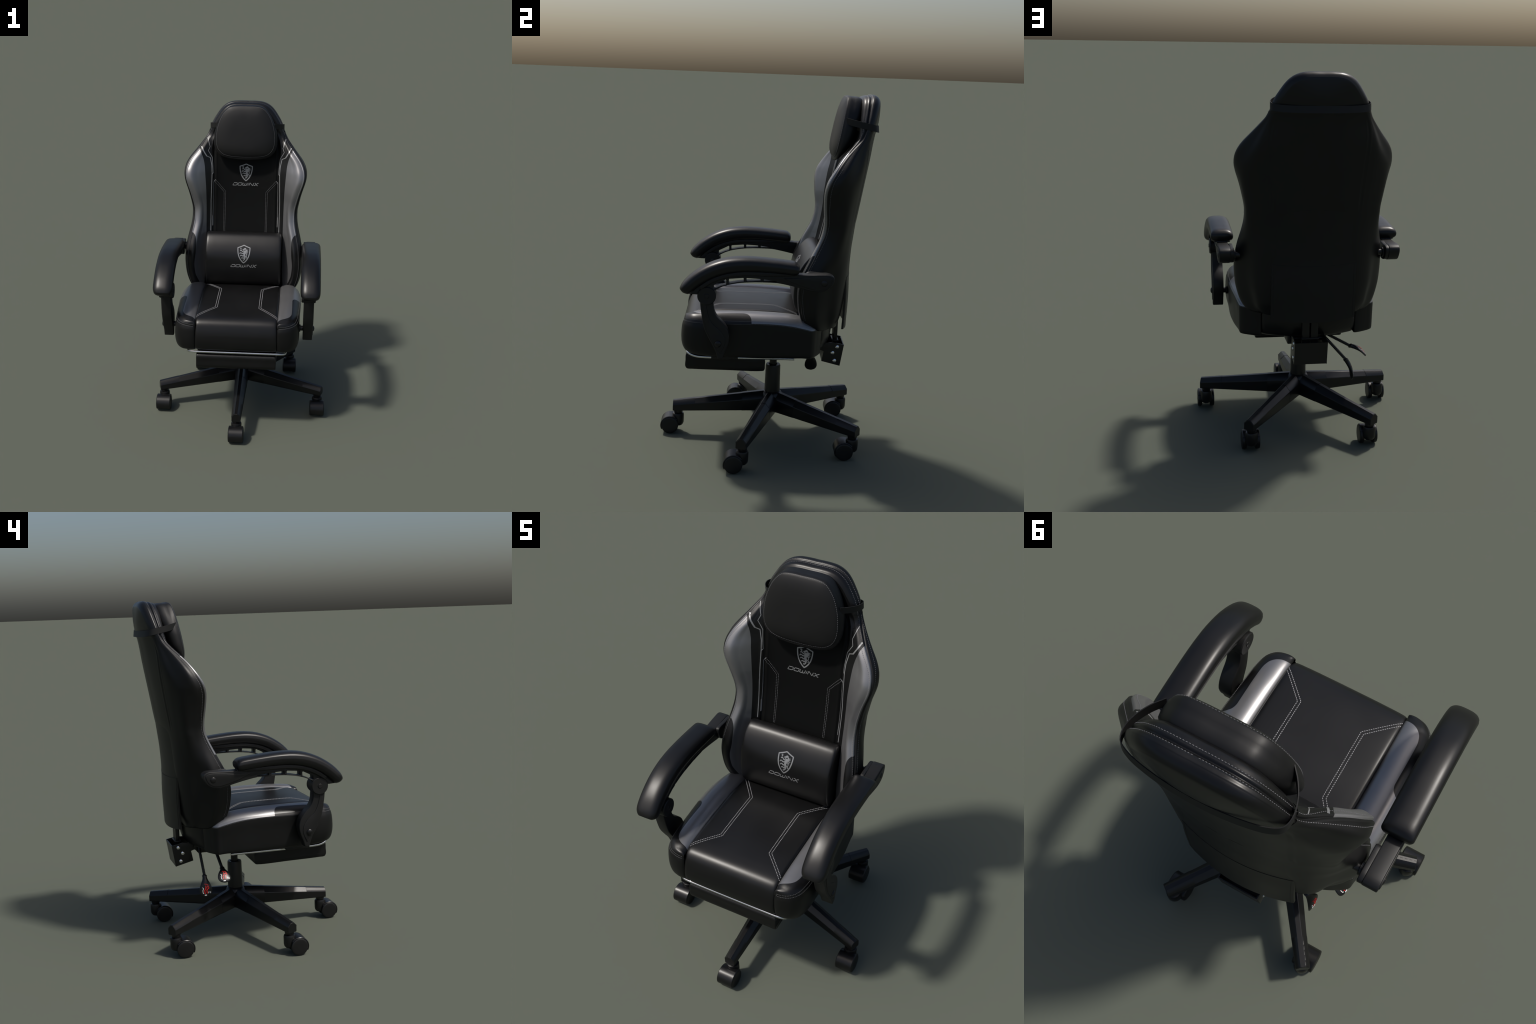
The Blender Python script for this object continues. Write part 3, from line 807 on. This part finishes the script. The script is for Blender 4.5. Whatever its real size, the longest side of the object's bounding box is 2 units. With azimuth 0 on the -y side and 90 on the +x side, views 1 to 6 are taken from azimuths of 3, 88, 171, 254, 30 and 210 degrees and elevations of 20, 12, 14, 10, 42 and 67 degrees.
pans = {k: Collector() for k in ("topR", "topL", "silR", "silL", "wallR", "wallL")}
for poly, ta, bb, sg in Q_.faces():
    pts = [Q_.P[k] for k in poly]; nn = [Q_.N[k] for k in poly]
    for mir in (False, True):
        e = "L" if mir else "R"
        key = "wall" if bb > 1 else ("sil" if sg[0] > 0 else "top")
        pans[key + e].add(pts, nn, mir)
seat_parts = [seat]
for k, (nm, mt) in {"wall": ("seat_side", LEATHER_MATT), "top": ("seat_bolster", LEATHER), "sil": ("seat_silver_panel", SILVER)}.items():
    for e in "RL":
        seat_parts.append(pans[k + e].build(nm, mt, seat))
seat_tree = bvh_of(seat_parts)

st = Geo()
for sx in (-1, 1):
    for off in (0, .0135):
        poly = [(sx*.255, -.366 - off*.8), (sx*(.1465 - off), -.256 - off*.35), (sx*(.1465 - off), .048 + off*.3), (sx*(.252), .185 + off*.6)] if off == 0 else \
               [(sx*.255, -.382), (sx*.1335, -.261), (sx*.1335, .0525), (sx*.245, .198)]
        pts, nr = drape_line(seat_tree, poly, (0, 0, -1), .005, axes="xy", fixed=.8)
        stitch_row(st, pts, nr, width=.0031)
st.build("seat_stitching", THREAD, seat, stuff=True)
st = Geo()
for B0 in (.955, 1.055):
    t = np.linspace(.012, .985, 260); b = np.full(260, B0)
    P = seat_side(t, b)
    N = np.cross(seat_side(t + 4e-4, b) - seat_side(t - 4e-4, b), seat_side(t, b + 2e-3) - seat_side(t, b - 2e-3)); N = -N/np.linalg.norm(N, axis=1)[:, None]
    for sx in (-1, 1):
        M = np.array([sx, 1, 1]); stitch_row(st, P*M, N*M, width=.0019, length=.005, gap=.003)
st.build("edge_stitching", THREAD_DARK, seat, stuff=True)

# seat pan under the cushion and the tilt mechanism
link("seat_pan", box("seat_pan", (-.25, -.36, .570), (.25, .22, .590), .006), METAL_BLACK, seat, angle=40)
link("arm_mount_bar", box("arm_mount_bar", (-.375, -.29, .569), (.375, -.145, .590), .004), METAL_BLACK, seat, angle=40)

# ================================================================== ARMRESTS
pad_top = smooth_open([(-.462, .988), (-.450, 1.010), (-.432, 1.031), (-.395, 1.066), (-.341, 1.103), (-.288, 1.129), (-.219, 1.150), (-.144, 1.159), (-.07, 1.159), (.005, 1.154), (.08, 1.147), (.140, 1.138), (.160, 1.122)], 64)
pad_bot = smooth_open([(-.436, .958), (-.418, .955), (-.398, .964), (-.364, .994), (-.314, 1.028), (-.265, 1.052), (-.205, 1.070), (-.14, 1.080), (-.07, 1.083), (.005, 1.081), (.08, 1.076), (.140, 1.073), (.158, 1.083)], 64)
AX = .4585
def arm_pad():
    n = len(pad_top); rings = []; m = 48
    a = np.linspace(0, 2*math.pi, m, endpoint=False)
    for i in range(n):
        f = i/(n - 1)
        end = 1 - math.exp(-(f/.055)**1.0*1.2) if f < .4 else 1.0
        r0 = math.sqrt(max(0, 1 - (1 - min(1, (f + .012)/.15))**2)); r1 = math.sqrt(max(0, 1 - (1 - min(1, (1 - f + .012)/.055))**2))
        hw = .0625 * (.34 + .66*r0) * (.55 + .45*r1)
        hh = (.80 + .2*min(r1, 1)) * (.75 + .25*r0)
        top, bot = pad_top[i], pad_bot[i]; c = (top + bot)/2; ax = (top - bot)/2 * hh
        co, si = np.cos(a), np.sin(a)
        X = np.sign(co)*np.abs(co)**.68 * hw
        H = np.sign(si)*np.abs(si)**np.where(si > 0, .80, .66)
        # narrower below the side seam, crease at the seam
        seam = .30
        X = X * (1 - .04*np.clip((seam - H)/1.3, 0, 1)**1.5) * (1 - .035*np.exp(-((H - seam)/.06)**2))
        rings.append(np.stack([AX + X, c[0] + ax[0]*H, c[1] + ax[1]*H], 1))
    return loft("armrest_pad", rings)

def disc_mesh(y, z, x0, x1, r, bev=.004):
    return lathe("disc", [(.001, x0), (r - bev, x0), (r, x0 + bev), (r, x1 - bev), (r - bev, x1), (.001, x1)], "x", 44, (0, y, z))
def dome_mesh(y, z, x, r, h, s=1):
    pr = [(r, x - s*.004)] + [(r*math.cos(k*math.pi/12), x + s*h*math.sin(k*math.pi/12)) for k in range(0, 6)] + [(.0008, x + s*h)]
    return lathe("bolt", pr, "x", 28, (0, y, z))

upper = [(-.430, .958), (-.414, .962), (-.398, .970), (-.362, 1.002), (-.314, 1.036), (-.265, 1.060), (-.205, 1.078), (-.14, 1.088), (-.07, 1.090), (.005, 1.089), (.08, 1.086), (.150, 1.088)]
frame_outline = [tuple(p) for p in smooth_open(upper, 40)] + [tuple(p) for p in smooth_open([(.155, 1.077), (.21, 1.076), (.279, 1.079), (.322, 1.078), (.343, 1.066), (.346, 1.050), (.338, 1.030), (.312, 1.000), (.270, .987), (.22, .993), (.165, 1.006), (.109, 1.018), (.044, 1.029), (-.041, 1.030), (-.125, 1.026), (-.204, 1.012), (-.244, .998), (-.285, .976)], 60)] \
    + [(-.300, .960), (-.330, .950), (-.366, .955)]
def hole(pts): return [tuple(p) for p in pts]
frame_holes = [hole([(-.281, 1.010), (-.222, 1.040), (-.219, 1.036), (-.219, 1.012), (-.245, 1.004), (-.279, .988), (-.283, .991)]),
               hole([(-.204, 1.044), (-.131, 1.051), (-.128, 1.048), (-.128, 1.031), (-.165, 1.026), (-.202, 1.018), (-.206, 1.022)]),
               hole([(-.113, 1.051), (-.042, 1.048), (-.039, 1.046), (-.040, 1.036), (-.075, 1.034), (-.112, 1.032), (-.114, 1.035)]),
               hole([(-.023, 1.046), (.020, 1.041), (.043, 1.037), (.043, 1.034), (.010, 1.035), (-.022, 1.035), (-.025, 1.038)])]
strut_outline = [tuple(p) for p in smooth_open([(-.284, .955), (-.283, .912), (-.279, .872), (-.263, .836), (-.232, .806), (-.206, .770), (-.194, .725), (-.203, .675), (-.216, .642), (-.226, .606)], 30)] + \
                [tuple(p) for p in smooth_open([(-.252, .606), (-.266, .65), (-.296, .706), (-.326, .768), (-.345, .855), (-.352, .916), (-.352, .955)], 24)]
# raised rim line following the strut's outer blade
blade = [tuple(p) for p in smooth_open([(-.318, .92), (-.312, .86), (-.285, .80), (-.245, .765), (-.219, .725), (-.216, .69), (-.239, .634)], 24)] + \
        [tuple(p) for p in smooth_open([(-.243, .640), (-.29, .715), (-.317, .78), (-.333, .86), (-.336, .92)], 18)]
rear_blade = [tuple(p) for p in smooth_open([(.08, 1.056), (.17, 1.060), (.25, 1.068), (.314, 1.069), (.332, 1.058), (.328, 1.036), (.306, 1.008), (.270, .997), (.222, 1.004), (.15, 1.024)], 46)]

pad_base = [tuple(p) for p in smooth_open([(y, z) for y, z in upper[3:]], 40)] + [tuple(p) for p in smooth_open([(y, z) for y, z in reversed([(-.348, .984), (-.306, 1.012), (-.258, 1.037), (-.20, 1.054), (-.14, 1.063), (-.07, 1.066), (.005, 1.065), (.08, 1.068), (.150, 1.074)])], 40)]
pad_base_me = plate("pad_base", pad_base, .413, .502, (), .006)
pad_me = arm_pad()
frame_me = plate("armrest_frame", frame_outline, .428, .487, frame_holes, .004)
strut_me = plate("armrest_strut", strut_outline, .4190, .481, (), .005)
blade_me = plate("strut_blade", blade, .4785, .4845, (), .0025)
rblade_me = plate("frame_blade", rear_blade, .484, .4905, (), .0025)
rear_block = plate("rear_mount", [tuple(p) for p in smooth_closed([(.20, 1.074), (.279, 1.077), (.320, 1.076), (.341, 1.064), (.344, 1.048), (.336, 1.031), (.311, 1.002), (.270, .990), (.22, .998)], 50)], .409, .430, (), .004)
disc_me = join_meshes("hinge_disc", [disc_mesh(-.318, .950, .404, .4945, .0490), disc_mesh(-.318, .950, .4925, .4985, .013, .002)])
bolt_me = join_meshes("bolt", [dome_mesh(-.253, .690, .484, .0185, .010), dome_mesh(.292, 1.035, .490, .0165, .006), dome_mesh(-.318, .95, .404, .013, .004, -1)])
stub_me = join_meshes("mount_pin", [disc_mesh(-.253, .690, .385, .420, .0165, .002), disc_mesh(-.253, .690, .395, .404, .024, .002), disc_mesh(.292, 1.035, .365, .412, .0165, .002), disc_mesh(.292, 1.035, .398, .409, .026, .002)])
for mir in (False, True):
    def mk(me): return mirror_mesh(me) if mir else me
    frame = link("armrest", mk(frame_me), PLASTIC_MATT, root, angle=40)
    link("armrest_pad", mk(pad_me), LEATHER, frame)
    link("pad_base", mk(pad_base_me), PLASTIC_MATT, frame, angle=40)
    link("rear_mount", mk(rear_block), PLASTIC_MATT, frame, angle=40)
    link("frame_blade", mk(rblade_me), PLASTIC_MATT, frame, angle=40)
    link("armrest_strut", mk(strut_me), PLASTIC_MATT, frame, angle=40)
    link("strut_blade", mk(blade_me), PLASTIC_MATT, frame, angle=40)
    link("hinge_disc", mk(disc_me), PLASTIC_MATT, frame, angle=40)
    link("bolt", mk(bolt_me), PLASTIC, frame, angle=50)
    link("mount_pin", mk(stub_me), METAL_BLACK, frame, angle=40)

# ================================================================== FOOTREST
def footrest():
    sec = smooth_closed([(-.25, .5), (.25, .5)][:0] + [(-.436, .52), (-.437, .486), (-.428, .471), (-.39, .468), (-.2, .466), (-.02, .465), (.004, .470), (.008, .50), (.006, .53), (-.01, .545), (-.2, .552), (-.38, .562), (-.422, .565), (-.434, .553)], 90)
    c = sec.mean(0); rings = []
    for x, sc in [(-.253, .06), (-.253, .5), (-.253, .93), (-.251, .97), (-.246, .99), (-.238, 1), (-.1, 1), (.1, 1), (.238, 1), (.246, .99), (.251, .97), (.253, .93), (.253, .5), (.253, .06)]:
        Q = c + (sec - c) * np.array([1 - (1 - sc)*(.12 if sc > .9 else 1), sc])
        rings.append(np.stack([np.full(len(Q), x), Q[:, 0], Q[:, 1]], 1))
    return loft("footrest", rings)
foot = link("footrest", footrest(), LEATHER_MATT, root, angle=60)
g = Geo()
ft = bvh_of([foot])
pts, nr = drape_line(ft, [(-.245, -.418), (.245, -.418)], (0, 0, -1), .02, axes="xy", fixed=.55)
V, F = strip_geo(pts, nr, .006, .0025); g.add(V, F); g.build("footrest_piping", LEATHER, foot)
half = [(.314, .165, .564), (.314, 0, .563), (.314, -.2, .562), (.314, -.34, .563), (.313, -.375, .566), (.306, -.404, .574), (.290, -.421, .581), (.262, -.427, .583), (.2, -.428, .583), (0, -.428, .583)]
p = smooth_open(half, 60); p = np.vstack([p, (p*np.array([-1, 1, 1]))[::-1][1:]])
link("footrest_rail", tube("footrest_rail", p, .0082, 14), CHROME, foot)
for sx in (-1, 1):
    link("rail_bracket", box("rail_bracket", (min(sx*.235, sx*.30), -.13, .553), (max(sx*.235, sx*.30), .05, .580), .003), METAL_BLACK, foot, angle=40)

# ================================================================== TILT MECHANISM AND BRACKET
mech = link("tilt_mechanism", box("tilt_mechanism", (-.095, -.05, .530), (.115, .31, .582), .006), METAL_BLACK, root, angle=40)
side = [(.462, .586), (.443, .459), (.336, .485), (.350, .548), (.345, .575), (.30, .580), (.285, .560), (.27, .585), (.39, .602), (.398, .604), (.404, .600)]
side = [(.462, .586), (.443, .459), (.336, .485), (.347, .545), (.325, .552), (.300, .545), (.285, .565), (.300, .590), (.375, .596), (.395, .600)]
br = plate("tilt_bracket", side, .0925, .0985, (), .0012)
br2 = plate("b2", side, -.0805, -.0745, (), .0012)
def quad_plate(p0, p1, x0, x1, th):
    """thin plate between two (y, z) points spanning x0..x1"""
    (ya, za), (yb_, zb_) = p0, p1; d = np.array([yb_ - ya, zb_ - za]); d /= np.linalg.norm(d); nn = np.array([-d[1], d[0]])*th
    R = []
    for x in (x0, x1):
        R.append([(x, ya, za), (x, yb_, zb_), (x, yb_ + nn[0], zb_ + nn[1]), (x, ya + nn[0], za + nn[1])])
    return loft("q", R)
parts = [br, br2, quad_plate((.462, .585), (.443, .460), -.078, .096, -.005), quad_plate((.443, .4605), (.337, .486), -.078, .096, -.005), quad_plate((.337, .486), (.348, .545), -.078, .096, -.005)]
bracket = link("tilt_bracket", join_meshes("tilt_bracket", parts), METAL_BLACK, root, angle=35)
rv = [(.4225, .5725), (.3975, .537), (.4105, .490)]
for y, z in rv:
    link("rivet", dome_mesh(y, z, .0985, .0115, .0055), CHROME, bracket)
    link("rivet", dome_mesh(y, z, -.0805, .0115, .0055, -1), CHROME, bracket)
link("pivot_tube", lathe("pivot_tube", [(.001, -.085), (.016, -.085), (.016, .103), (.001, .103)], "x", 24, (0, .318, .565)), METAL_BLACK, bracket, angle=40)
link("back_bar", box("back_bar", (.014, .402, .545), (.054, .426, .80), .004), METAL_BLACK, bracket, angle=40)
link("back_bar", box("back_bar", (-.033, .402, .545), (.007, .426, .80), .004), METAL_BLACK, bracket, angle=40)
link("bar_clamp", box("bar_clamp", (-.037, .395, .594), (.058, .433, .602), .002), METAL_BLACK, bracket, angle=40)

# levers: ribbed shaft, flat drop-shaped handle with printed mark
def lever(start, neck, tip, mark):
    start, neck, tip = [np.array(v, float) for v in (start, neck, tip)]
    start = start - np.array([CX, 0, 0]); neck = neck - np.array([CX, 0, 0]); tip = tip - np.array([CX, 0, 0])
    n = 23; path, rad = [], []
    for i in range(n*4):
        t = i/(n*4 - 1); path.append(start + (neck - start)*t); rad.append(.0092 if i % 4 in (0, 1) else .0066)
    shaft = link("lever", tube("lever", path, rad, 14), PLASTIC, root, angle=60)
    d = tip - neck; L = np.linalg.norm(d); d /= L
    side_ = np.array([0, 1.0, 0]); side_ -= d*(side_ @ d); side_ /= np.linalg.norm(side_); up = np.cross(d, side_)
    if up[0] > 0: up = -up
    rings = []; a = np.linspace(0, 2*math.pi, 32, endpoint=False)
    prof = [(-.02, .008, .009), (.0, .012, .012), (.10, .013, .0125), (.22, .0165, .0125), (.38, .026, .0115), (.55, .034, .0095), (.70, .0375, .008), (.82, .0365, .007), (.91, .030, .006), (.97, .020, .0045), (1.0, .006, .002)]
    K = hermite([p_[0] for p_ in prof], [p_[1:] for p_ in prof], np.linspace(-.02, 1, 30)); ts = np.linspace(-.02, 1, 30)
    for t, (w, h) in zip(ts, K):
        bend = -.012*math.sin(max(0, t)*math.pi) * (1 if True else 0)
        c = neck + d*L*t - up*bend
        rings.append(c + (np.cos(a)*w)[:, None]*side_ + (np.sin(a)*h)[:, None]*up)
    hd = link("lever_handle", loft("lever_handle", rings), PLASTIC, shaft)
    tr = bvh_of([hd])
    def pr(poly, w, geo):
        pts, nr = [], []
        for s_, t in resample(poly, .05):
            q = neck + d*L*t + side_*s_*.0375
            h_, n_ = drape(tr, q + up*0, -up, .2)
            if h_ is not None: pts.append(h_); nr.append(n_)
        V, F = strip_geo(pts, nr, w, .0008); geo.add(V, F)
    g = Geo()
    pr([(.25, .42), (-.30, .46), (-.30, .56), (.05, .58)], .0042, g); pr([(-.30, .50), (-.45, .62), (-.10, .70), (-.18, .86)], .0042, g); pr([(.0, .62), (.25, .72), (.15, .88)], .0042, g); pr([(.05, .50), (.05, .66)], .004, g)
    g.build("lever_mark", RED_PRINT, hd)
    g = Geo()
    pr([(.55, .58), (.40, .64), (.52, .72), (.48, .84), (.35, .86)], .0032, g)
    pr([(-.35, .86), (-.35, .80), (-.5, .80)], .003, g); pr([(-.6, .86), (-.6, .78)], .003, g); pr([(-.72, .78), (-.72, .85), (-.66, .85)], .003, g)
    pr([(.22, .94), (-.12, .94)], .006, g)
    g.build("lever_mark", WHITE_MARK, hd)
    return shaft
lever((-.085, .302, .585), (-.224, .304, .430), (-.262, .308, .312), 0)
lever((-.10, .212, .568), (-.268, .208, .474), (-.362, .216, .414), 0)

# ================================================================== GAS LIFT
BY = .063
gas = link("gas_lift", lathe("gas_lift", [(.001, .17), (.0445, .17), (.0455, .26), (.0430, .425), (.0405, .432), (.026, .432), (.0255, .428), (.001, .428)], "z", 48, (0, BY, 0)), METAL_BLACK, root, loc=(0, 0, 0), angle=35)
link("piston", lathe("piston", [(.001, .41), (.0212, .41), (.0212, .56), (.001, .56)], "z", 36, (0, BY, 0)), METAL_BLACK, gas, loc=(0, 0, 0), angle=35)

# ================================================================== BASE
R_TIP = .580
hub = link("base_hub", lathe("base_hub", [(.001, .146), (.050, .146), (.062, .152), (.066, .18), (.064, .235), (.058, .258), (.050, .268), (.046, .270), (.001, .270)], "z", 60, (0, BY, 0)), PLASTIC, root, loc=(0, 0, 0), angle=35)
def arm_section(r):
    f = np.clip((r - .04)/(R_TIP - .04), 0, 1)
    w = .0435 - .0140*f            # half width
    zt = .269 - .077*f             # ridge height
    zs = zt - (.036 - .013*f)      # shoulder
    zb = .158 - .023*f
    wt = .0125 - .003*f
    if r > R_TIP - .03: pass
    return [(-w*.94, zb), (w*.94, zb), (w, zb + .006), (w, zs - .002), (w*.97, zs + .002), (wt + .0015, zt - .0016), (wt - .001, zt), (-wt + .001, zt), (-wt - .0015, zt - .0016), (-w*.97, zs + .002), (-w, zs - .002), (-w, zb + .006)]
def base_arm():
    rs = np.concatenate([np.linspace(.03, .56, 24), [R_TIP - .006]])
    rings = [[(a, -r, z) for a, z in arm_section(r)] for r in rs]
    rings.append([(a*.985, -R_TIP + .0015, .131 + (z - .131)*.99) for a, z in arm_section(R_TIP)])
    rings.append([(a*.93, -R_TIP, .134 + (z - .134)*.96) for a, z in arm_section(R_TIP)])
    # step lines: the arm swells a hair beyond its seams
    return loft("base_arm", rings)
def arm_tread():
    """slightly proud cap on the outer end with notched ridges"""
    parts = []
    rs = np.linspace(.452, R_TIP - .002, 8)
    R = []
    for r in rs:
        s = arm_section(r); R.append([(a*1.012 + math.copysign(.0006, a), -r, z + .0012) for a, z in s[3:11]] )
    R = [[*ring, (-abs(ring[-1][0])*.6, ring[0][1], ring[0][2] - .012), (abs(ring[0][0])*.6, ring[0][1], ring[0][2] - .012)] for ring in R]
    parts.append(loft("t", R))
    for k in range(5):
        r = .478 + k*.021; s = arm_section(r); zt = s[6][1]; w = s[5][0]
        V = [(-w*1.35, -r + .006, zt - .003), (0, -r - .006, zt + .0009), (w*1.35, -r + .006, zt - .003), (w*1.2, -r - .010, zt - .003), (0, -r - .018, zt - .001), (-w*1.2, -r - .010, zt - .003)]
        V += [(x, y, z - .008) for x, y, z in V]
        F = [(0, 1, 4, 5), (1, 2, 3, 4), (0, 6, 7, 1), (1, 7, 8, 2), (2, 8, 9, 3), (3, 9, 10, 4), (4, 10, 11, 5), (5, 11, 6, 0), (6, 11, 10, 7), (7, 10, 9, 8)]
        parts.append(fix_normals(mesh("n", V, F)))
    return join_meshes("arm_tread", parts)
def arm_sleeve():
    rs = np.linspace(.05, .175, 6)
    return loft("arm_sleeve", [[(a*1.014, -r, z + (.0012 if z > .2 else -.0008)) for a, z in arm_section(r)] for r in rs])
arm_me, tread_me, sleeve_me = base_arm(), arm_tread(), arm_sleeve()
socket_me = lathe("caster_socket", [(.001, .118), (.024, .118), (.0265, .124), (.0265, .16), (.001, .16)], "z", 30, (0, -.549, 0))

# caster, wheel axis along x, trailing towards -y; origin under the stem
def hood():
    r = .0555; n = 40; W = .0465; R = []
    for t in np.linspace(math.radians(38), math.radians(207), n):
        c, s = math.cos(t), math.sin(t)           # angle from +y, up
        ri = r - .005
        f = 1.0
        cs = [(-W, ri), (-W, r - .003), (-W + .003, r), (W - .003, r), (W, r - .003), (W, ri)]
        R.append([(x, -.046 + q*c, .050 + q*s) for x, q in cs])
    return loft("caster_hood", R)
def stem_body():
    pr = [(.001, .118), (.021, .118), (.031, .114), (.034, .106), (.034, .062), (.031, .050), (.024, .041), (.012, .036), (.001, .035)]
    return lathe("caster_body", pr, "z", 36, (0, 0, 0))
def web():
    """central web joining body and axle under the hood"""
    return box("web", (-.019, -.076, .030), (.019, -.010, .086), .006)
hood_me = hood(); body_me = join_meshes("caster", [stem_body(), web()])
def wheel():
    pr = [(.001, .0225), (.036, .0225), (.046, .0235), (.0492, .0275), (.0500, .033), (.0500, .040), (.0488, .0465), (.0455, .0484), (.040, .0492), (.02, .0497), (.001, .0498)]
    return lathe("caster_wheel", pr, "x", 48, (0, -.046, .050))
wheel_me = wheel(); wheel2_me = mirror_mesh(wheel_me)
axle_me = lathe("axle", [(.001, -.024), (.012, -.024), (.012, .024), (.001, .024)], "x", 20, (0, -.046, .050))
for k in range(5):
    ang = k * 2*math.pi/5
    M = Matrix.Rotation(ang, 4, "Z")
    arm = link("base_arm", arm_me, None if k else PLASTIC, hub, loc=(0, BY, 0), smooth=False)
    arm.rotation_euler = (0, 0, ang)
    for nm, me in (("arm_tread", tread_me), ("arm_sleeve", sleeve_me), ("caster_socket", socket_me)):
        o = link(nm, me, PLASTIC, None, loc=(0, BY, 0), angle=30); o.rotation_euler = (0, 0, ang)
        o.parent = hub; o.matrix_parent_inverse = parent_matrix(hub).inverted()
    p = M @ Vector((0, -.549, 0)) + Vector((0, BY, 0))
    cas = link("caster", body_me, PLASTIC, root, loc=(p.x, p.y, 0), angle=35)
    for nm, me, mt in (("caster_hood", hood_me, PLASTIC), ("caster_wheel", wheel_me, WHEEL), ("caster_wheel", wheel2_me, WHEEL), ("caster_axle", axle_me, METAL_BLACK)):
        link(nm, me, mt, cas, loc=(p.x, p.y, 0), angle=35)
